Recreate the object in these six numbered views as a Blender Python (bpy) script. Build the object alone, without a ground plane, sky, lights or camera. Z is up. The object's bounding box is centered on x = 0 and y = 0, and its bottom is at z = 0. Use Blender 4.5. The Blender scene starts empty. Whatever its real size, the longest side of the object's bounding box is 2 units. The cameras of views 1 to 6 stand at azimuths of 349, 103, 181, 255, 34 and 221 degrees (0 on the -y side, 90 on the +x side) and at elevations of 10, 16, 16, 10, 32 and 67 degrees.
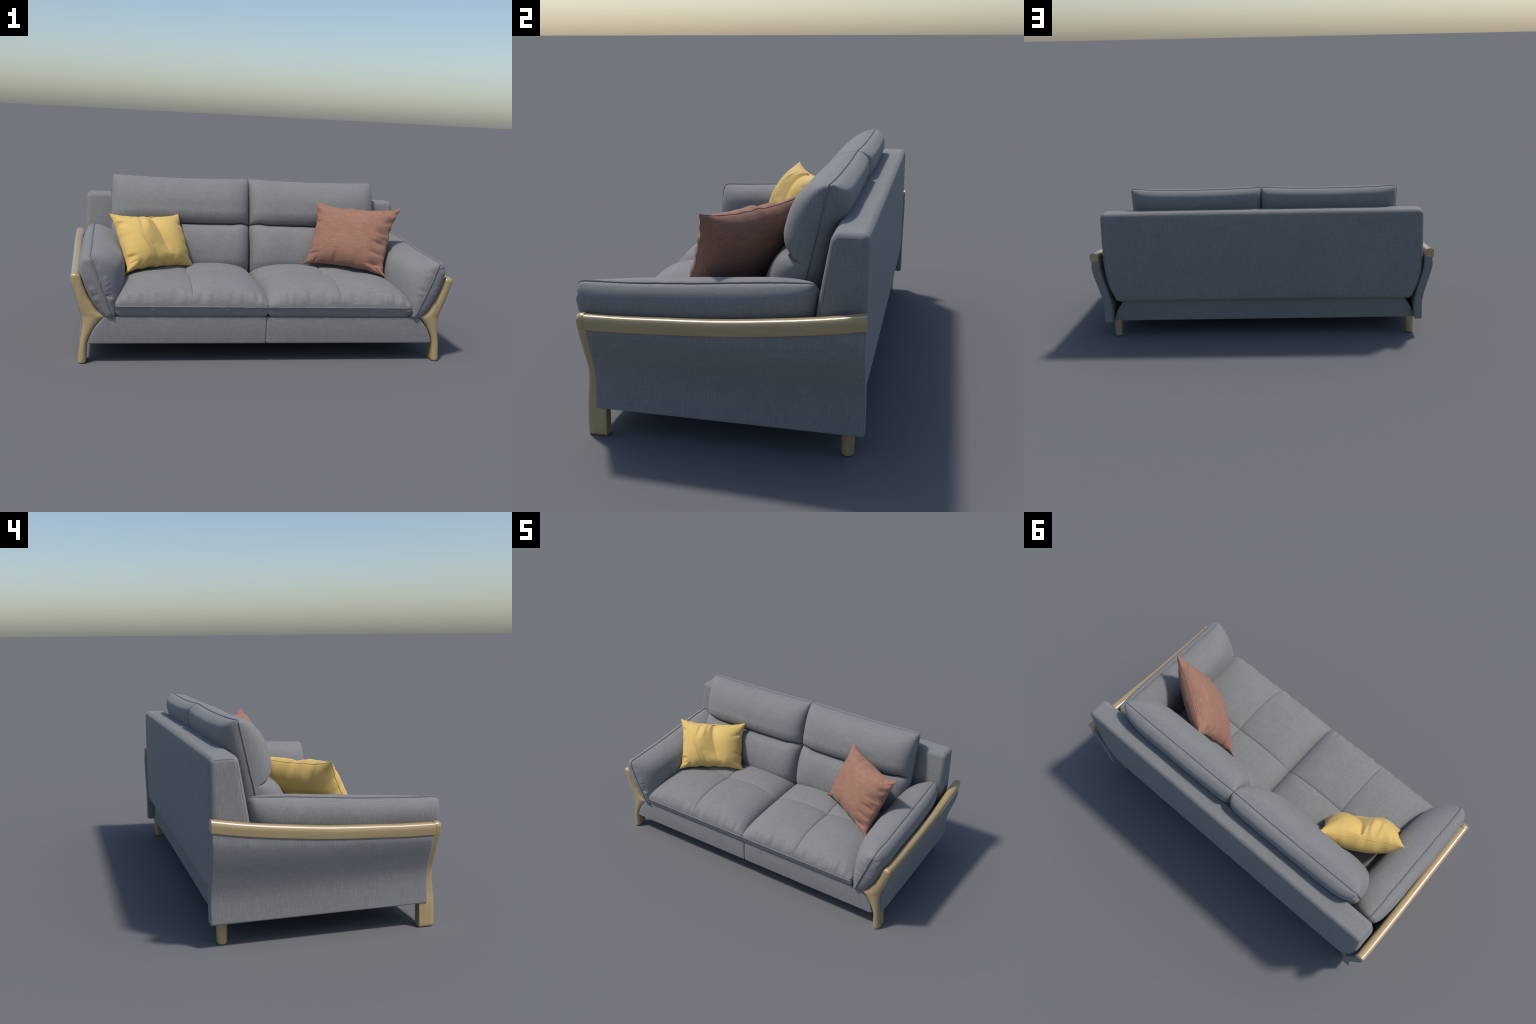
import bpy, bmesh, math, random
from mathutils import Vector, Matrix, noise

random.seed(7)
scene_col = bpy.context.scene.collection

# ------------------------------------------------------------------ helpers
def lerp(a, b, t): return a + (b - a) * t
def clamp(x, a, b): return max(a, min(b, x))
def sstep(a, b, x):
    t = clamp((x - a) / (b - a), 0, 1)
    return t * t * (3 - 2 * t)

def interp(table, x):
    """smooth (monotone-ish cubic) interpolation through (x, y) control points"""
    if x <= table[0][0]: return table[0][1]
    if x >= table[-1][0]: return table[-1][1]
    for i in range(len(table) - 1):
        x0, y0 = table[i]; x1, y1 = table[i + 1]
        if x <= x1:
            m0 = (y1 - y0) / (x1 - x0) if i == 0 else (y1 - table[i-1][1]) / (x1 - table[i-1][0])
            m1 = (y1 - y0) / (x1 - x0) if i + 2 >= len(table) else (table[i+2][1] - y0) / (table[i+2][0] - x0)
            h = x1 - x0; t = (x - x0) / h
            return ((2*t**3 - 3*t**2 + 1) * y0 + (t**3 - 2*t**2 + t) * h * m0
                    + (-2*t**3 + 3*t**2) * y1 + (t**3 - t**2) * h * m1)

def spline(pts, n):
    """n points, evenly spaced by length, on a Catmull-Rom spline through pts"""
    P = [Vector(p) for p in pts]
    P = [2 * P[0] - P[1]] + P + [2 * P[-1] - P[-2]]
    out = []
    for i in range(1, len(P) - 2):
        p0, p1, p2, p3 = P[i-1:i+3]
        for k in range(24):
            t = k / 24
            out.append(0.5 * ((2*p1) + (p2 - p0)*t + (2*p0 - 5*p1 + 4*p2 - p3)*t*t + (3*p1 - p0 - 3*p2 + p3)*t**3))
    out.append(P[-2])
    L = [0]
    for i in range(1, len(out)): L.append(L[-1] + (out[i] - out[i-1]).length)
    res = []; j = 0
    for k in range(n):
        d = L[-1] * k / (n - 1)
        while j < len(L) - 2 and L[j+1] < d: j += 1
        t = (d - L[j]) / max(1e-9, L[j+1] - L[j])
        res.append(out[j].lerp(out[j+1], clamp(t, 0, 1)))
    return res

def nz(x, y=0.0, z=0.0, seed=0.0):
    return noise.noise(Vector((x + seed * 13.7, y + seed * 5.1, z - seed * 9.3)))

def make_object(name, verts, faces, mat, parent=None, angle=50, merge=1e-5):
    me = bpy.data.meshes.new(name)
    bm = bmesh.new()
    vs = [bm.verts.new(v) for v in verts]
    for f in faces:
        try: bm.faces.new([vs[i] for i in f])
        except ValueError: pass
    if merge:
        bmesh.ops.remove_doubles(bm, verts=bm.verts, dist=merge)
        bmesh.ops.dissolve_degenerate(bm, edges=bm.edges, dist=merge)
    bmesh.ops.recalc_face_normals(bm, faces=bm.faces)
    for f in bm.faces: f.smooth = True
    for e in bm.edges:
        if len(e.link_faces) == 2 and e.calc_face_angle(0) > math.radians(angle): e.smooth = False
    bm.to_mesh(me); bm.free()
    me.materials.append(mat)
    ob = bpy.data.objects.new(name, me)
    scene_col.objects.link(ob)
    if parent is not None: ob.parent = parent
    return ob

def grid_faces(nu, nv, off=0, closed_u=False):
    fs = []
    for i in range(nu if closed_u else nu - 1):
        for j in range(nv - 1):
            a = off + i * nv + j; b = off + ((i + 1) % nu) * nv + j
            fs.append((a, b, b + 1, a + 1))
    return fs

def tube(name, pts, r, mat, parent, closed=True, seg=8):
    """round cord swept along a list of points"""
    n = len(pts); verts = []; faces = []
    up_prev = None
    for i, p in enumerate(pts):
        if closed: t = (pts[(i+1) % n] - pts[i-1]).normalized()
        else: t = (pts[min(i+1, n-1)] - pts[max(i-1, 0)]).normalized()
        if up_prev is None:
            up_prev = t.orthogonal().normalized()
        u = (up_prev - t * up_prev.dot(t)).normalized(); up_prev = u
        w = t.cross(u)
        for k in range(seg):
            a = 2 * math.pi * k / seg
            verts.append(p + r * (math.cos(a) * u + math.sin(a) * w))
    m = n if closed else n - 1
    # best twist match for the closing ring
    shift = 0
    if closed:
        best = 1e9
        for s in range(seg):
            d = sum((verts[(n-1)*seg + k] - verts[(k + s) % seg]).length for k in range(seg))
            if d < best: best, shift = d, s
    for i in range(m):
        i2 = (i + 1) % n; sh = shift if (closed and i == n - 1) else 0
        for k in range(seg):
            faces.append((i*seg + k, i*seg + (k+1) % seg, i2*seg + (k+1+sh) % seg, i2*seg + (k+sh) % seg))
    if not closed:
        faces.append(tuple(range(seg))); faces.append(tuple((n-1)*seg + k for k in range(seg)))
    return make_object(name, verts, faces, mat, parent, angle=80, merge=0)

def rounded_box(hx, hy, hz, r, nx, ny, nz_, deform, k=5):
    """box with exact round edges, then bent by deform(x, y, z)"""
    def coords(h, n):
        core = [lerp(-(h - r), h - r, i / n) for i in range(n + 1)]
        e = [h - r + r * math.tan(math.pi / 4 * i / k) for i in range(1, k + 1)]
        return [-c for c in reversed(e)] + core + e
    H = (hx, hy, hz); N = (nx, ny, nz_)
    verts = []; faces = []
    for ax in range(3):
        b, c = [(1, 2), (2, 0), (0, 1)][ax]
        B = coords(H[b], N[b]); C = coords(H[c], N[c])
        for sgn in (-1, 1):
            off = len(verts)
            for u in B:
                for v in C:
                    p = [0, 0, 0]; p[ax] = sgn * H[ax]; p[b] = u; p[c] = v
                    q = [clamp(p[i], -(H[i] - r), H[i] - r) for i in range(3)]
                    d = Vector([p[i] - q[i] for i in range(3)]).normalized() * r
                    verts.append(Vector(deform(q[0] + d.x, q[1] + d.y, q[2] + d.z)))
            faces += grid_faces(len(B), len(C), off)
    return verts, faces

# ------------------------------------------------------------------ materials
def nodes_of(name):
    m = bpy.data.materials.new(name); m.use_nodes = True
    nt = m.node_tree; nt.nodes.clear()
    out = nt.nodes.new('ShaderNodeOutputMaterial')
    b = nt.nodes.new('ShaderNodeBsdfPrincipled')
    nt.links.new(b.outputs[0], out.inputs[0])
    return m, nt, b

def noise_node(nt, coord, scale, sc, detail=3, rough=0.6):
    mp = nt.nodes.new('ShaderNodeMapping'); mp.inputs['Scale'].default_value = scale
    nt.links.new(coord, mp.inputs['Vector'])
    n = nt.nodes.new('ShaderNodeTexNoise')
    n.inputs['Scale'].default_value = sc; n.inputs['Detail'].default_value = detail
    n.inputs['Roughness'].default_value = rough
    nt.links.new(mp.outputs[0], n.inputs['Vector'])
    return n.outputs['Fac']

def math_node(nt, op, a, b):
    m = nt.nodes.new('ShaderNodeMath'); m.operation = op
    for i, v in enumerate((a, b)):
        if isinstance(v, (int, float)): m.inputs[i].default_value = v
        else: nt.links.new(v, m.inputs[i])
    return m.outputs[0]

def fabric(name, dark, light, accent=None, weights=(1, 1, 1), accent_mix=0.5, sheen=0.12, thread=1.0, rough=0.85, bump=0.12, contrast=1.0, rot=None):
    """linen: long irregular threads along the three axes"""
    m, nt, b = nodes_of(name)
    tc = nt.nodes.new('ShaderNodeTexCoord'); co = tc.outputs['Object']
    if rot:
        mp = nt.nodes.new('ShaderNodeMapping'); mp.inputs['Rotation'].default_value = rot
        nt.links.new(co, mp.inputs['Vector']); co = mp.outputs[0]
    f = 210 * thread; g = 13 * thread
    a1 = noise_node(nt, co, (f, f, g), 1.0)
    a2 = noise_node(nt, co, (g, f, f), 1.0)
    a3 = noise_node(nt, co, (f, g, f), 1.0)
    s = None
    for a, wt in zip((a1, a2, a3), weights):
        t = math_node(nt, 'MULTIPLY', a, wt / sum(weights))
        s = t if s is None else math_node(nt, 'ADD', s, t)
    big = noise_node(nt, co, (1, 1, 1), 7.0, 2)
    s = math_node(nt, 'ADD', s, math_node(nt, 'MULTIPLY', math_node(nt, 'SUBTRACT', big, 0.5), 0.08))
    r = nt.nodes.new('ShaderNodeValToRGB')
    w = 0.14 / contrast
    r.color_ramp.elements[0].position = 0.5 - w; r.color_ramp.elements[0].color = (*dark, 1)
    r.color_ramp.elements[1].position = 0.5 + w; r.color_ramp.elements[1].color = (*light, 1)
    nt.links.new(s, r.inputs[0])
    col = r.outputs[0]
    if accent:
        k = noise_node(nt, co, (g * 0.7, f * 0.9, f * 0.9), 1.0, 2)
        ar = nt.nodes.new('ShaderNodeValToRGB')
        ar.color_ramp.elements[0].position = 0.55; ar.color_ramp.elements[0].color = (0, 0, 0, 1)
        ar.color_ramp.elements[1].position = 0.75; ar.color_ramp.elements[1].color = (accent_mix,) * 3 + (1,)
        nt.links.new(k, ar.inputs[0])
        mx = nt.nodes.new('ShaderNodeMix'); mx.data_type = 'RGBA'
        nt.links.new(ar.outputs[0], mx.inputs[0]); nt.links.new(col, mx.inputs[6])
        mx.inputs[7].default_value = (*accent, 1)
        col = mx.outputs[2]
    nt.links.new(col, b.inputs['Base Color'])
    b.inputs['Roughness'].default_value = rough
    b.inputs['Specular IOR Level'].default_value = 0.25
    b.inputs['Sheen Weight'].default_value = sheen
    b.inputs['Sheen Roughness'].default_value = 0.5
    bp = nt.nodes.new('ShaderNodeBump'); bp.inputs['Strength'].default_value = bump
    bp.inputs['Distance'].default_value = 0.0015
    nt.links.new(s, bp.inputs['Height']); nt.links.new(bp.outputs[0], b.inputs['Normal'])
    return m

def wood(name, along):
    m, nt, b = nodes_of(name)
    tc = nt.nodes.new('ShaderNodeTexCoord'); co = tc.outputs['Object']
    sc = [60, 60, 60]; sc[along] = 2.5
    a = noise_node(nt, co, sc, 1.0, 5, 0.65)
    sc2 = [14, 14, 14]; sc2[along] = 1.2
    c = noise_node(nt, co, sc2, 1.0, 2)
    s = math_node(nt, 'ADD', math_node(nt, 'MULTIPLY', a, 0.6), math_node(nt, 'MULTIPLY', c, 0.4))
    r = nt.nodes.new('ShaderNodeValToRGB')
    r.color_ramp.elements[0].position = 0.32; r.color_ramp.elements[0].color = (0.360, 0.255, 0.118, 1)
    r.color_ramp.elements[1].position = 0.66; r.color_ramp.elements[1].color = (0.450, 0.335, 0.165, 1)
    nt.links.new(s, r.inputs[0]); nt.links.new(r.outputs[0], b.inputs['Base Color'])
    b.inputs['Roughness'].default_value = 0.30
    b.inputs['Coat Weight'].default_value = 1.0
    b.inputs['Coat Roughness'].default_value = 0.24
    bp = nt.nodes.new('ShaderNodeBump'); bp.inputs['Strength'].default_value = 0.05
    bp.inputs['Distance'].default_value = 0.001
    nt.links.new(a, bp.inputs['Height']); nt.links.new(bp.outputs[0], b.inputs['Normal'])
    return m

GD, GL = (0.177, 0.1762, 0.1772), (0.238, 0.2370, 0.2382)
GREY = fabric('grey_linen_upright', GD, GL, weights=(1.7, 1.1, 0.9), thread=1.4, contrast=1.3)
GREY_X = fabric('grey_linen_lengthwise', GD, GL, weights=(1.2, 1.5, 1), thread=1.3, contrast=1.25)
PIPE = fabric('grey_piping', (0.140, 0.140, 0.144), (0.190, 0.190, 0.194), bump=0.05)
UNDER = fabric('dark_underside_cloth', (0.02, 0.02, 0.022), (0.03, 0.03, 0.032))
YELLOW = fabric('yellow_cotton', (0.640, 0.430, 0.125), (0.710, 0.485, 0.155), thread=1.3, sheen=0.08, bump=0.06, rough=0.7)
RED = fabric('terracotta_linen', (0.245, 0.122, 0.088), (0.345, 0.178, 0.125), accent=(0.46, 0.27, 0.12), accent_mix=0.45, weights=(1.2, 2.0, 0.8), thread=1.0, sheen=0.08, bump=0.14)
WOOD_Z = wood('ash_wood_upright', 2)
WOOD_Y = wood('ash_wood_rail', 1)

# ------------------------------------------------------------------ sofa root
sofa = bpy.data.objects.new('sofa', None)
scene_col.objects.link(sofa)
sofa['label'] = 'two-seat grey linen sofa with light wooden arm frames'
sofa['category'] = 'sofa'

# ---- curves that describe one arm side (x given for the +x side)
ARM_OUT = [(0.00, 0.944), (0.095, 0.936), (0.150, 0.927), (0.205, 0.923), (0.245, 0.928), (0.300, 0.947),
           (0.362, 0.967), (0.408, 0.979), (0.445, 0.982), (0.48, 0.981)]
LEG_IN = [(0.00, 0.902), (0.060, 0.900), (0.097, 0.898), (0.130, 0.890), (0.176, 0.867), (0.213, 0.840), (0.233, 0.815),
          (0.2385, 0.815), (0.257, 0.845), (0.270, 0.857), (0.301, 0.876), (0.323, 0.891), (0.366, 0.910), (0.417, 0.928), (0.448, 0.936), (0.48, 0.94)]
LEG_FRONT_Y = -0.4600
PANEL_FRONT_Y = -0.4235
RAIL_TOP = [(-0.46, 0.449), (-0.30, 0.452), (-0.195, 0.457), (0.028, 0.470), (0.242, 0.492), (0.380, 0.510), (0.493, 0.529)]
RAIL_OUT = [(-0.46, 0.984), (-0.10, 0.991), (0.10, 0.9955), (0.25, 0.998), (0.40, 0.999), (0.493, 0.9985)]
PANEL_OUT = [(0.09, 0.941), (0.14, 0.9385), (0.20, 0.9380), (0.235, 0.9420), (0.275, 0.9510), (0.315, 0.9620), (0.355, 0.9735), (0.39, 0.9820), (0.425, 0.9878), (0.455, 0.9897), (0.485, 0.9880)]
PANEL_FRONT_OUT = [(0.09, 0.9410), (0.15, 0.9345), (0.20, 0.9315), (0.24, 0.9350), (0.275, 0.9445), (0.31, 0.9560), (0.345, 0.9675), (0.38, 0.9765), (0.41, 0.9815), (0.45, 0.984)]
RAIL_H = 0.049

def interp_lin(table, x):
    for (x0, y0), (x1, y1) in zip(table, table[1:]):
        if x <= x1: return lerp(y0, y1, clamp((x - x0) / (x1 - x0), 0, 1))
    return table[-1][1]

def leg_in(z):
    # upper and lower branches meet in a spur
    if z < 0.2358: return interp(LEG_IN[:7], z)
    return interp(LEG_IN[7:], z)

def build_front_frame(side):
    """leg, spur and upright in one bent piece of wood"""
    top = 0.4525
    zs = [0.0, 0.0015, 0.004] + [0.01 + 0.085 * i / 8 for i in range(9)] + [0.1 + (top - 0.115) * i / 90 for i in range(91)]
    R = 0.02
    zs += [top - R + R * math.sin(math.pi / 2 * i / 9) for i in range(1, 10)]
    zs = sorted(set(round(z, 5) for z in zs))
    M = 40; verts = []; faces = []
    for z in zs:
        xo, xi = interp(ARM_OUT, z), leg_in(z)
        yf = LEG_FRONT_Y
        yb = lerp(lerp(-0.3865, -0.4130, sstep(0.20, 0.30, z)), -0.4285, sstep(0.385, 0.405, z))
        cx, cy = (xo + xi) / 2, (yf + yb) / 2
        hx, hy = (xo - xi) / 2, (yb - yf) / 2
        sh = 0.0
        if z < 0.005: sh = 0.003 * (1 - z / 0.005)
        if z > top - R: sh = R * (1 - math.sqrt(max(0, 1 - ((z - top + R) / R) ** 2)))
        rf, rb = 0.021, 0.003
        ring = []
        K = M // 4
        for q, (sx, sy, r) in enumerate(((1, -1, rf), (1, 1, rb), (-1, 1, rb), (-1, -1, rf))):
            a0 = [-90, 0, 90, 180][q]
            for k in range(K):
                a = math.radians(a0 + 90 * k / (K - 1))
                rx = min(r, hx) if sy > 0 else hx * 0.96; ry = min(r, hy)
                ring.append((cx + sx * (hx - rx) + rx * math.cos(a), cy + sy * (hy - ry) + ry * math.sin(a)))
        for (x, y) in ring:
            # shrink toward the axis at the rounded ends (not toward the rail behind)
            fx = clamp((hx - sh) / hx, 0.02, 1)
            fy = clamp((2 * hy - sh) / (2 * hy), 0.02, 1)
            verts.append(Vector((side * (cx + (x - cx) * fx), yb + (y - yb) * fy, z)))
    faces = []
    for i in range(len(zs) - 1):
        for k in range(M):
            faces.append((i*M + k, i*M + (k+1) % M, (i+1)*M + (k+1) % M, (i+1)*M + k))
    faces.append(tuple(range(M))); faces.append(tuple((len(zs)-1)*M + k for k in range(M)))
    return make_object('front_leg', verts, faces, WOOD_Z, sofa, angle=45)

def build_rail(side):
    W = 0.049
    def deform(x, y, z):
        t = (y + 0.466) / 0.9335          # y: straight parameter
        top = interp(RAIL_TOP, y); out = interp(RAIL_OUT, y)
        # soft rounded top: narrow the section toward the top
        zz = (z + RAIL_H / 2) / RAIL_H
        xx = x + 0.004 * zz                # leans outward with the panel
        zt = top - RAIL_H + zz * RAIL_H - x * 0.17 * (1 - zz)
        return (side * (out - W / 2 - 0.004 + xx), y, zt)
    # profile: flat bottom, domed top
    sec = []
    hw = W / 2
    for i in range(24):
        a = math.pi * i / 23
        sec.append((hw * abs(math.cos(a)) ** 0.72 * (1 if math.cos(a) > 0 else -1), RAIL_H / 2 - 0.026 + 0.026 * math.sin(a) ** 0.80))
    sec += [(-hw * 0.97, -RAIL_H / 2 + 0.004), (-hw + 0.005, -RAIL_H / 2), (hw - 0.005, -RAIL_H / 2), (hw * 0.97, -RAIL_H / 2 + 0.004)]
    ys = [-0.4280 + (0.493 + 0.4280) * i / 48 for i in range(49)]
    verts = []; n = len(sec)
    for j, y in enumerate(ys):
        for (x, z) in sec: verts.append(Vector(deform(x, y, z)))
    faces = grid_faces(len(ys), n)
    faces += [((j)*n + n-1, (j+1)*n + n-1, (j+1)*n, j*n) for j in range(len(ys)-1)]
    faces += [tuple(range(n)), tuple((len(ys)-1)*n + k for k in range(n))]
    return make_object('arm_rail', verts, faces, WOOD_Y, sofa, angle=45)

def build_panel(side):
    def deform(x, y, z):
        u = (y + 0.45) / 0.9                     # 0 front .. 1 rear
        v = clamp((z + 0.19) / 0.38, 0, 1)
        yy0 = lerp(PANEL_FRONT_Y, 0.4925, u)
        ztop = interp(RAIL_TOP, yy0) - RAIL_H + 0.004
        zz = lerp(0.0985, ztop, v)
        zprof = lerp(0.0985, 0.484, v)
        yy = yy0
        # flush with the leg at the front, fuller toward the rear
        fr = interp(PANEL_FRONT_OUT, zz)
        k = sstep(0, 0.9, u) * 0.6 + 0.4 * u
        xo = lerp(fr, interp(PANEL_OUT, lerp(zz, zprof, u)) + 0.004 * sstep(0.5, 1, v), k)
        xo = lerp(xo, min(xo, interp(RAIL_OUT, yy) - 0.0085), sstep(0.86, 1.0, v))
        xi = xo - 0.0465
        return (side * lerp(xi, xo, (x + 0.025) / 0.05), yy, zz - (x * 0.16) * sstep(0.7, 1, v))
    v, f = rounded_box(0.025, 0.45, 0.19, 0.008, 4, 40, 40, deform)
    return make_object('side_panel', v, f, GREY, sofa, angle=60)

def build_rear_leg(side):
    verts = []; n = 28
    prof = [(0.0, 0.0175), (0.0015, 0.0198), (0.005, 0.0209), (0.02, 0.0214), (0.06, 0.0228), (0.105, 0.0246)]
    for z, r in prof:
        cx = 0.874 - z * 0.035
        for k in range(n):
            a = 2 * math.pi * k / n
            verts.append(Vector((side * (cx + r * math.cos(a)), 0.435 + r * math.sin(a), z)))
    faces = []
    for i in range(len(prof) - 1):
        for k in range(n): faces.append((i*n + k, i*n + (k+1) % n, (i+1)*n + (k+1) % n, (i+1)*n + k))
    faces += [tuple(range(n)), tuple((len(prof)-1)*n + k for k in range(n))]
    return make_object('rear_leg', verts, faces, WOOD_Z, sofa, angle=50)

BASE_X = [(0.09, 0.897), (0.12, 0.891), (0.15, 0.880), (0.176, 0.866), (0.20, 0.848), (0.215, 0.836), (0.238, 0.812)]
def build_base():
    X0 = 0.9
    def deform(x, y, z):
        w = clamp((z + 0.07) / 0.14, 0, 1)
        zz = lerp(0.0975, 0.2365, w)
        u = x / X0
        u = 0.12 * u + 0.88 * u ** 3              # sample finely at the centre seam
        xx = u * (interp(BASE_X, zz) - 0.001)
        front = sstep(-0.30, -0.455, y)
        puff = 0.004 * math.sin(math.pi * w) * (1 - abs(u) ** 8)
        wr = 0.0016 * nz(xx * 28, zz * 9, 1.3) * sstep(0.19, 0.234, zz)
        seam = 0.0055 * math.exp(-(xx / 0.0028) ** 2) + 0.003 * math.exp(-abs(xx) / 0.012)
        return (xx - 0.005 * (1 - abs(u)) - 0.003 * abs(u), y - front * (puff + wr - seam), zz + 0.004 * math.exp(-(xx / 0.004) ** 2) * front * (0 if w > .5 else 1))
    v, f = rounded_box(X0, 0.4545, 0.07, 0.007, 240, 10, 10, deform)
    return make_object('seat_base', v, f, GREY_X, sofa, angle=75)

def build_backrest():
    XH = [(0.22, 0.872), (0.26, 0.888), (0.31, 0.910), (0.37, 0.924), (0.45, 0.931), (0.55, 0.932), (0.75, 0.927)]
    def deform(x, y, z):
        v = (z + 0.268) / 0.536
        zz = lerp(0.219, 0.7555, v)
        xx = x / 0.93 * interp(XH, zz)
        front = lerp(0.288, 0.372, clamp((zz - 0.219) / 0.5365, 0, 1) ** 1.1)
        yy = lerp(front, 0.487, (y + 0.075) / 0.15)
        puff = (1 - (x / 0.93) ** 6) * (1 - (2 * v - 1) ** 6)
        yy += puff * (0.006 if y > 0 else -0.006)
        zz += 0.003 * (1 - (x / 0.93) ** 4) * sstep(0.8, 1, v)
        return (xx - 0.006, yy, zz)
    v, f = rounded_box(0.93, 0.075, 0.268, 0.028, 60, 8, 24, deform, k=7)
    ob = make_object('backrest', v, f, GREY, sofa, angle=60)
    # stitched seam round each end panel
    r = 0.028
    for sx in (-1, 1):
        q = 0.5 * r; dx = r - math.sqrt(r * r - q * q)
        path = [(-0.075 + r - q, lerp(-0.20, 0.268 - r, i / 40)) for i in range(41)]
        path += [(lerp(-0.075 + r, 0.075 - r, i / 10), 0.268 - r + q) for i in range(11)]
        tube('seam', [Vector(deform(sx * (0.9302 - dx), y, z)) for y, z in path], 0.0010, PIPE, ob, closed=False, seg=6)
    return ob

# ------------------------------------------------------------------ cushions
def sin_spaced(n):
    return [math.sin(math.pi / 2 * (2 * i / (n - 1) - 1)) for i in range(n)]

# boxing under the welt: undercut, upright, then rounded under (path length -> inset, drop)
BOX_IN = [(0, 0), (0.010, 0.0042), (0.020, 0.0080), (0.032, 0.0108), (0.043, 0.0140), (0.052, 0.0195), (0.062, 0.0290), (0.072, 0.0430), (0.1, 0.070)]
BOX_SIDE = [(0, 0), (0.020, 0.0010), (0.035, 0.0035), (0.045, 0.0085), (0.054, 0.0160), (0.063, 0.0260), (0.072, 0.0380), (0.1, 0.070)]
BOX_DROP = [(0, 0), (0.010, 0.0078), (0.020, 0.0170), (0.032, 0.0290), (0.043, 0.0400), (0.052, 0.0490), (0.062, 0.0568), (0.072, 0.0600), (0.1, 0.0600)]
def clustered(n, c, h):
    """sin-spaced samples with extra ones packed round a seam at c"""
    near = [c + s * d / h for s in (-1, 1) for d in (0.0012, 0.0028, 0.005, 0.008, 0.012, 0.017)] + [c]
    base = [t for t in sin_spaced(n) if abs(t - c) * h > 0.020]
    edge = [s * (1 - (1 - i / 45) ** 3.2) for i in range(46) for s in (-1, 1)]
    out = []
    for t in sorted(base + near + edge):
        if not out or t - out[-1] > 1e-6: out.append(t)
    return out

def build_seat(side):
    """welted box seat cushion, tufted in four by a cross seam"""
    x0, x1, y0, y1 = -0.004, 0.764, -0.477, 0.250
    rim = 0.2935
    hx, hy = (x1 - x0) / 2, (y1 - y0) / 2
    sd = 3 if side > 0 else 8
    # seam cross position in cushion coordinates
    cx_, cy_ = (0.383 - x0) / hx - 1, (-0.088 - y0) / hy - 1
    U = clustered(100, cx_, hx); V = clustered(100, cy_, hy)
    def rim_xy(a, b):
        # rounded corners
        r = 0.022
        m = max(abs(a), abs(b)) ** 6
        px, py = a * hx, b * hy
        ix, iy = clamp(px, -(hx - r), hx - r), clamp(py, -(hy - r), hy - r)
        d = Vector((px - ix, py - iy))
        if d.length > r: d = d.normalized() * r
        return ix + d.x, iy + d.y
    def top(a, b):
        px, py = rim_xy(a, b)
        fa = (1 - abs(a) ** 4.2); fb = (1 - abs(b) ** 3.8)
        h = 0.121 * max(fa, 0) ** 0.38 * max(fb, 0) ** 0.42
        # tufting: narrow seam grooves and broad pillowing round the crossing
        X, Y = (a - cx_) * hx, (b - cy_) * hy
        edge = clamp(fa * fb * 3.0, 0, 1)
        def groove(d): return 0.0060 * math.exp(-abs(d) / 0.022) + 0.006 * math.exp(-(d / 0.08) ** 2)
        rr = math.hypot(X, Y)
        cross = 0.020 * math.exp(-rr / 0.055)
        fine = max(math.exp(-abs(X) / 0.0042), math.exp(-abs(Y) / 0.0042)) * clamp(fa * fb * 14, 0, 1)
        h -= 0.0048 * fine
        h -= (max(groove(X), groove(Y) * sstep(0, 0.12, hx - abs(px))) + cross) * edge
        # gathered wrinkles running back from the front welt
        dfront = (b + 1) * hy
        wr = nz(px * 26, py * 2.5, 0.5, sd) + 0.5 * nz(px * 55, py * 4, 2.5, sd)
        wf = wr * math.exp(-((dfront - 0.012) / 0.028) ** 2) * sstep(0, 0.004, dfront)
        h += 0.0068 * wf
        h += 0.0030 * nz(px * 5, py * 5, 4.4, sd) * edge
        wob = 0.0012 * nz(px * 40, 3, 2, sd) * math.exp(-dfront / 0.01)
        return Vector((side * ((x0 + hx) + px) - 0.004, y0 + hy + py + wob - 0.0025 * wf, rim + max(h, 0)))
    def bottom(a, b):
        px, py = rim_xy(a, b)
        da, db = hx - abs(px), hy - abs(py)
        h = min(interp(BOX_DROP, da), interp(BOX_DROP, db))
        px -= math.copysign(da - interp(BOX_SIDE, da), -px) if da < 0.1 else 0
        py -= math.copysign(db - interp(BOX_IN, db), -py) if db < 0.1 else 0
        dfront = (b + 1) * hy
        pk = max(0, 1.7 * nz(px * 46, 2.37, 1.41, sd) + 0.12) * math.exp(-((h - 0.020) / 0.009) ** 2) * math.exp(-dfront / 0.03)
        wob = 0.0012 * nz(px * 40, 3, 2, sd) * math.exp(-dfront / 0.01)
        return Vector((side * ((x0 + hx) + px) - 0.004, y0 + hy + py - 0.012 * pk + wob, rim - h))
    nu, nv = len(U), len(V)
    verts = [top(a, b) for a in U for b in V] + [bottom(a, b) for a in U for b in V]
    faces = grid_faces(nu, nv) + grid_faces(nu, nv, nu * nv)
    ob = make_object('seat_cushion', verts, faces, GREY_X, sofa, angle=70)
    # welt cord round the edge
    loop = []
    N = 420
    for i in range(N):
        t = 4 * i / N
        q = int(t); s = 2 * (t - q) - 1
        a, b = [(s, -1), (1, s), (-s, 1), (-1, -s)][q]
        p = top(a, b); c = Vector((side * (x0 + hx) - 0.004, y0 + hy, rim))
        d = (p - c); d.z = 0; d.normalize()
        w = 0.0012 * nz(p.x * 60, p.y * 60, 1, sd)
        if abs(b) < 0.999: d = d * -0.6
        loop.append(Vector((p.x, p.y, rim)) + d * 0.0020 + Vector((0, 0, w)))
    tube('piping', loop, 0.0025, GREY_X, ob)
    return ob

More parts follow.
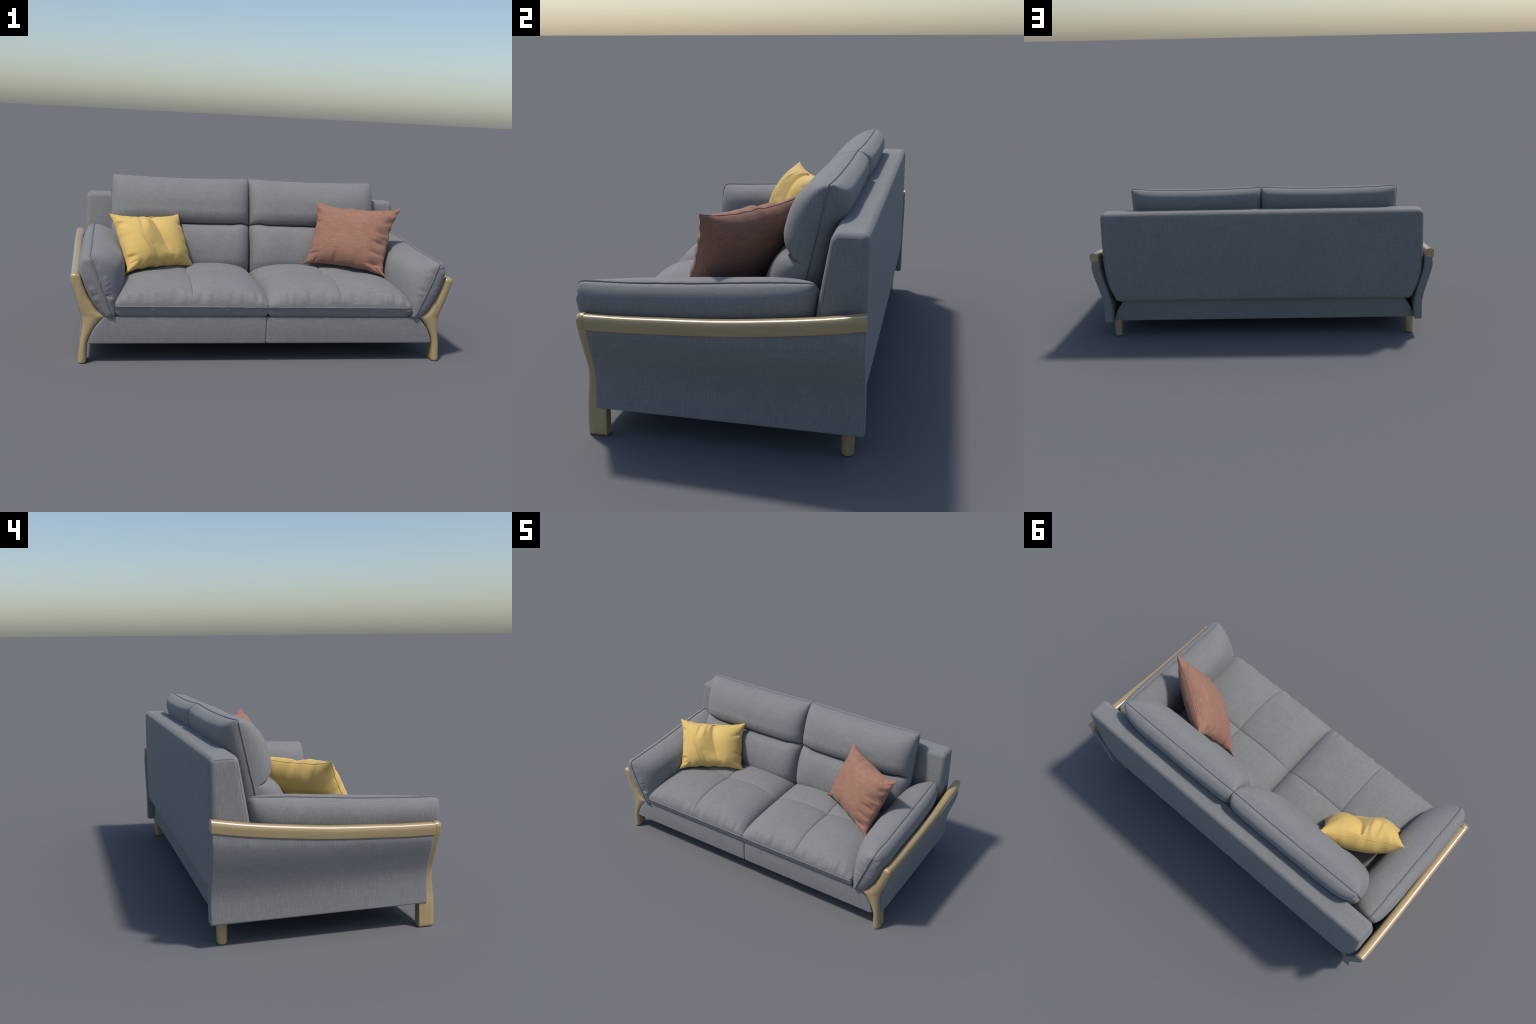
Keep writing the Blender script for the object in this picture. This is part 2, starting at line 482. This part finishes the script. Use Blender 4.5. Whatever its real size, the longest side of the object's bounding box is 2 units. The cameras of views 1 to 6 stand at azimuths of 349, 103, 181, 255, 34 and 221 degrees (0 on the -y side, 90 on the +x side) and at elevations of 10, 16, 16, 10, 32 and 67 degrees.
def profile_cushion(name, seam_top, seam_bot, front, back, ends, place, corner, pf, ef, pb, eb, n_len=90, n_prof=70,
                    relief=None, low_round=1.0, pipe_r=0.0032, pipe_off=0.001, wobble=0.0008, sd=1):
    """Long cushion: two sheets (front/back profiles in a section plane) inflated
    between a seam loop.  place(l, p, q) maps length and section to space."""
    F = spline([seam_bot] + front + [seam_top], n_prof)
    B = spline([seam_bot] + back + [seam_top], n_prof)
    st, sb = Vector(seam_top), Vector(seam_bot)
    axis = st - sb; L2 = axis.dot(axis); mid = (st + sb) / 2
    U = sin_spaced(n_len)
    l0, l1 = ends; hl = (l1 - l0) / 2
    def shrink(u):
        d = hl * (1 - abs(u))
        if d >= corner: return 0.0
        return corner - math.sqrt(max(0, corner**2 - (corner - d)**2))
    def point(P, u, p, e):
        t = clamp((P - sb).dot(axis) / L2, -0.2, 1.2)
        base = sb + axis * t
        off = P - base
        p, e = (p[0], e[0]) if u < 0 else (p[1], e[1])
        p = p * lerp(low_round, 1, sstep(0.35, 0.6, t))
        g = max(0, 1 - abs(u) ** p) ** e
        # corner rounding of the seam loop
        k = 1 - 2 * shrink(u) / axis.length
        base = mid + (base - mid) * k
        q = base + off * g
        return q, off, g
    verts = []
    for sheet, (P, p, e) in enumerate(((F, pf, ef), (B, pb, eb))):
        for u in U:
            for i, pt in enumerate(P):
                q, off, g = point(pt, u, p, e)
                s = i / (n_prof - 1)
                if relief and 0 < i < n_prof - 1 and off.length > 1e-5:
                    q = q + off.normalized() * relief(sheet, u, s, g)
                verts.append(Vector(place(l0 + hl * (u + 1), q.x, q.y)))
    faces = grid_faces(n_len, n_prof) + grid_faces(n_len, n_prof, n_len * n_prof)
    ob = make_object(name, verts, faces, GREY, sofa, angle=70)
    # seam cord along the loop
    pts2 = []
    C = 60
    for i in range(120): pts2.append((lerp(-1, 1, i / 120), 1))
    loop = []
    us = [lerp(-1, 1, i / 239) for i in range(240)]
    us = [math.copysign(abs(u) ** 0.85, u) for u in us]
    topl = []; botl = []
    for u in us:
        k = 1 - 2 * shrink(u) / axis.length
        topl.append((u, mid + (st - mid) * k)); botl.append((u, mid + (sb - mid) * k))
    side_n = 70
    seq = topl + [(1, topl[-1][1].lerp(botl[-1][1], i / side_n)) for i in range(1, side_n)] + botl[::-1] + \
          [(-1, botl[0][1].lerp(topl[0][1], i / side_n)) for i in range(1, side_n)]
    for j, (u, q) in enumerate(seq):
        w = wobble * nz(u * 16, q.y * 40, q.x * 11, sd)
        o = (q - mid).normalized() * pipe_off
        ln = l0 + hl * (u + 1) + (pipe_off * (1 if u > 0 else -1) if abs(u) > 0.999 else 0)
        loop.append(Vector(place(ln, q.x + o.x + w, q.y + o.y)))
    clean = [loop[0]]
    for p in loop[1:]:
        if (p - clean[-1]).length > 0.0012: clean.append(p)
    tube('piping', clean, pipe_r, PIPE, ob)
    return ob

def build_back_cushion(side):
    seam_top, seam_bot = (0.337, 0.870), (0.215, 0.325)
    front = [(0.150, 0.330), (0.105, 0.360), (0.084, 0.410), (0.086, 0.460), (0.098, 0.512), (0.119, 0.560), (0.143, 0.592), (0.176, 0.608),
             (0.214, 0.6105), (0.202, 0.6140), (0.185, 0.622), (0.171, 0.637), (0.1635, 0.658), (0.161, 0.686), (0.168, 0.715), (0.184, 0.765), (0.210, 0.812), (0.248, 0.850), (0.292, 0.870)]
    back = [(0.270, 0.335), (0.310, 0.40), (0.335, 0.50), (0.358, 0.62), (0.375, 0.70), (0.392, 0.77), (0.400, 0.81), (0.392, 0.845), (0.366, 0.866)]
    sd = 21 if side > 0 else 34
    def relief(sheet, u, s, g):
        return g * 0.0035 * nz(u * 2.2, s * 4, sheet * 3, sd) + g * 0.0012 * nz(u * 9, s * 6, sheet, sd)
    width = 0.760 if side > 0 else 0.789
    def place(l, y, z):
        u = 2 * l / width - 1
        sag = 0.010 * (1 - u * u) * sstep(0.70, 0.88, z)
        # tuck line lifts and softens toward both ends, and wanders a little
        end = math.exp(-((abs(u) - 0.86) / 0.10) ** 2)
        wave = (0.009 * end + 0.0035 * nz(u * 3.1, 2.0, 0, sd)) * math.exp(-((z - 0.612) / 0.035) ** 2)
        return (side * (l - 0.001) - 0.003, y, z - sag + wave)
    return profile_cushion('back_cushion', seam_top, seam_bot, front, back, (0.0, width), place, 0.014,
                           (6.5, 5.2), (0.32, 0.38), (20.0, 7.0), (0.36, 0.42), n_len=110, n_prof=130, relief=relief, low_round=1.25, sd=sd)

def build_arm_cushion(side):
    seam_top, seam_bot = (0.889, 0.555), (0.777, 0.233)
    inner = [(0.745, 0.245), (0.724, 0.290), (0.716, 0.350), (0.716, 0.410), (0.722, 0.460), (0.738, 0.505), (0.770, 0.537), (0.815, 0.554), (0.860, 0.559)]
    outer = [(0.820, 0.230), (0.857, 0.262), (0.892, 0.320), (0.920, 0.385), (0.940, 0.450), (0.945, 0.495), (0.934, 0.530), (0.912, 0.552)]
    sd = 41 if side > 0 else 57
    def relief(sheet, u, s, g):
        r = g * 0.004 * nz(u * 2.5, s * 3, sheet * 5, sd)
        # puckers gathered along the front seam
        d = (1 + u) * 0.404
        pk = nz(sheet * 1.5, s * 11 + nz(s * 5, 4) * 1.5, 0.3, sd) + 0.5 * nz(sheet * 3, s * 24, 2.3, sd)
        r += 0.016 * pk * (0.5 + nz(s * 4, 9, 1, sd)) * 1.3 * math.exp(-(d / 0.010) ** 2) * sstep(0, 0.0012, d) * sstep(1.0, 0.85, s)
        return r
    def place(l, x, z):
        y = -0.482 + l
        u = l / 0.810
        v = (z - 0.233) / 0.322
        zt = interp([(0, -0.018), (0.2, -0.014), (0.5, 0.0), (0.8, 0.020), (1, 0.028)], u)
        yb = 0.014 * (1 - clamp(v, 0, 1)) * (1 - u) - 0.008 * math.sin(math.pi * clamp(v, 0, 1)) * (1 - u) ** 3
        xw = 0.0
        return (side * (x + xw), y + yb, z + zt * clamp(v, 0, 1.1))
    return profile_cushion('arm_cushion', seam_top, seam_bot, inner, outer, (0.0, 0.810), place, 0.026,
                           (3.0, 5.0), (0.44, 0.36), (12.0, 6.0), (0.30, 0.36), n_len=110, n_prof=90, relief=relief, wobble=0.0035, pipe_r=0.0038, pipe_off=0.002, sd=sd)

# ------------------------------------------------------------------ loose pillows
def build_pillow(name, TL, TR, BR, BL, H, pull, mat, folds, puckers, label, sd, wedge=None):
    TL, TR, BR, BL = map(Vector, (TL, TR, BR, BL))
    cen = (TL + TR + BR + BL) / 4
    X = ((TR - TL) + (BR - BL)).normalized(); Y = ((TL - BL) + (TR - BR)); Y = (Y - X * Y.dot(X)).normalized()
    N = X.cross(Y)                                       # faces the front
    if N.y > 0: N = -N
    n = 120
    G = [math.sin(math.pi / 2 * (2 * i / (n - 1) - 1)) * 0.6 + (2 * i / (n - 1) - 1) * 0.4 for i in range(n)]
    W = ((TR - TL).length + (BR - BL).length) / 4; Hh = ((TL - BL).length + (TR - BR).length) / 4
    def mid(a, b):
        p = TL * ((1-a)*(1+b)/4) + TR * ((1+a)*(1+b)/4) + BL * ((1-a)*(1-b)/4) + BR * ((1+a)*(1-b)/4)
        # sides drawn in between the pointed corners, with gathers
        ga = 1 + 0.25 * nz(b * 5, sd, 1.0 if a > 0 else 4.0); gb = 1 + 0.22 * nz(a * 5, sd, 7.0 if b > 0 else 9.0)
        p = p - X * (a * abs(a) * pull[0] * (1 - abs(b) ** (2.4 if b > 0 else 8.0)) * ga) - Y * (b * abs(b) * pull[1] * (1 - abs(a) ** 3.0) * gb)
        return p
    def thick(a, b, s):
        fa, fb = 1 - abs(a) ** 2.4, 1 - abs(b) ** 2.4
        h = (H[0] if s > 0 else H[1]) * max(fa, 0) ** 0.52 * max(fb, 0) ** 0.52
        inner = clamp(fa * 4, 0, 1) * clamp(fb * 4, 0, 1)
        soft = h
        px, py = a * W, b * Hh
        h += inner * 0.004 * nz(px * 9, py * 9, s * 3.0, sd)
        # gathers near the seams
        da, db = (1 - abs(a)) * W, (1 - abs(b)) * Hh
        def dent(v): return -1.6 * max(0, v - 0.08)
        gath = dent(nz(py * 24, 2 if a > 0 else 5, s, sd)) * math.exp(-((da - 0.016) / 0.020) ** 2) * clamp(fb * 3, 0, 1) \
             + dent(nz(px * 24, 3 if b > 0 else 8, s, sd)) * math.exp(-((db - 0.016) / 0.020) ** 2) * clamp(fa * 3, 0, 1)
        h += puckers * gath * (1 if s > 0 else 0.45)
        if s > 0:
            for (p0, p1, w, dep, sharp) in folds:
                A = Vector((p0[0] * W, p0[1] * Hh)); Bv = Vector((p1[0] * W, p1[1] * Hh)); d = Bv - A
                q = Vector((px, py)) - A
                t = q.dot(d) / d.dot(d); tc = clamp(t, 0, 1)
                side = (q.x * d.y - q.y * d.x) / d.length
                over = (t - tc) * d.length
                fall = math.exp(-(over / (w * 0.9)) ** 2) * (0.55 + 0.45 * math.sin(math.pi * tc))
                dist = abs(side)
                # steep on one side of the crease, gentle on the other
                ww = w if side * sharp > 0 else w * 0.38
                h -= dep * fall * math.exp(-(dist / ww) ** 1.6) * min(1, soft / 0.03)
        if s > 0 and wedge:
            # one big soft fold: falls gently from line A to line B, then jumps back up
            A_, B_, dep, lo, hi = wedge
            la, lb = interp(A_, b), interp(B_, b)
            t = (a - la) / (lb - la)
            prof = clamp(t, 0, 1) ** 1.7 if t <= 1 else math.exp(-((a - lb) * W / 0.050) ** 1.3)
            h -= dep * prof * sstep(lo[0], lo[1], b) * sstep(hi[1], hi[0], b) * min(1, soft / 0.04)
        return max(h, 0.0) if max(abs(a), abs(b)) < 1 else 0.0
    verts = []
    for s in (1, -1):
        for a in G:
            for b in G: verts.append(mid(a, b) + N * (s * thick(a, b, s)))
    faces = grid_faces(n, n) + grid_faces(n, n, n * n)
    org = cen.copy()
    rot = Matrix((X, Y, N)).transposed()
    inv = rot.transposed()
    ob = make_object(name, [inv @ (v - org) for v in verts], faces, mat, None, angle=75)
    ob.matrix_world = Matrix.Translation(org) @ rot.to_4x4()
    ob['label'] = label; ob['category'] = 'cushion'
    # sewn edge: a fine flattened seam
    loop = []
    K = 300
    for i in range(K):
        t = 4 * i / K; q = int(t); s = 2 * (t - q) - 1
        a, b = [(s, -1), (1, s), (-s, 1), (-1, -s)][q]
        loop.append(inv @ (mid(a, b) - org))
    tube('seam', loop, 0.0016, mat, ob, seg=6)
    return ob

for sd_ in (1, -1):
    build_front_frame(sd_); build_rail(sd_); build_panel(sd_); build_rear_leg(sd_)
    build_seat(sd_); build_back_cushion(sd_); build_arm_cushion(sd_)
build_backrest(); build_base()

# cloth closing the underside
v, f = rounded_box(0.86, 0.43, 0.004, 0.002, 4, 4, 1, lambda x, y, z: (x, y, z + 0.0955), k=2)
make_object('underside_cloth', v, f, UNDER, sofa)

build_pillow('yellow_pillow', (-0.802, -0.049, 0.689), (-0.420, 0.168, 0.669), (-0.336, 0.022, 0.397), (-0.714, -0.211, 0.403),
             (0.098, 0.098), (0.024, 0.024), YELLOW,
             [((-0.50, 0.10), (-0.22, -0.80), 0.040, 0.012, -1),
              ((-0.24, -0.36), (-0.05, -1.0), 0.045, 0.017, -1),
              ((-0.33, 1.0), (-0.45, 0.42), 0.024, 0.008, -1),
              ((-0.10, 1.0), (-0.18, 0.48), 0.026, 0.010, -1),
              ((0.30, -1.0), (0.34, -0.66), 0.050, 0.012, -1),
              ((0.98, 0.50), (0.74, 0.42), 0.022, 0.008, 1),
              ((-1.0, -0.50), (-0.82, -0.56), 0.012, 0.007, 1),
              ((-1.0, -0.76), (-0.82, -0.74), 0.012, 0.006, 1),
              ((1.0, -0.78), (0.82, -0.66), 0.016, 0.007, 1)],
             0.012, 'plain yellow cotton throw pillow with soft folds', 3,
             wedge=([(-1, -0.20), (-0.78, -0.24), (-0.35, -0.44), (0.05, -0.46), (0.5, -0.25), (0.85, -0.08), (1, -0.05)],
                    [(-1, 0.33), (-0.52, 0.20), (0.10, 0.07), (0.45, 0.03), (0.85, 0.02), (1, 0.0)], 0.033, (-0.95, -0.20), (0.90, 1.0)))

build_pillow('terracotta_pillow', (0.385, 0.192, 0.764), (0.808, -0.077, 0.767), (0.708, -0.203, 0.396), (0.281, 0.067, 0.412),
             (0.085, 0.090), (0.038, 0.030), RED,
             [((1.0, 0.12), (0.74, 0.16), 0.020, 0.017, 1), ((1.0, -0.16), (0.70, -0.10), 0.020, 0.016, -1),
              ((1.0, -0.48), (0.66, -0.42), 0.018, 0.014, 1), ((1.0, -0.74), (0.62, -0.80), 0.024, 0.016, 1),
              ((0.86, -1.0), (0.74, -0.74), 0.018, 0.008, -1), ((-0.25, -1.0), (-0.15, -0.6), 0.040, 0.010, 1),
              ((-1.0, -0.70), (-0.66, -0.66), 0.026, 0.009, 1), ((0.25, -1), (0.3, -0.7), 0.04, 0.008, 1),
              ((-0.30, 1.0), (-0.26, 0.78), 0.022, 0.008, 1), ((-1.0, 0.36), (-0.80, 0.34), 0.022, 0.010, 1)],
             0.016, 'terracotta slub linen throw pillow with pointed corners', 6)
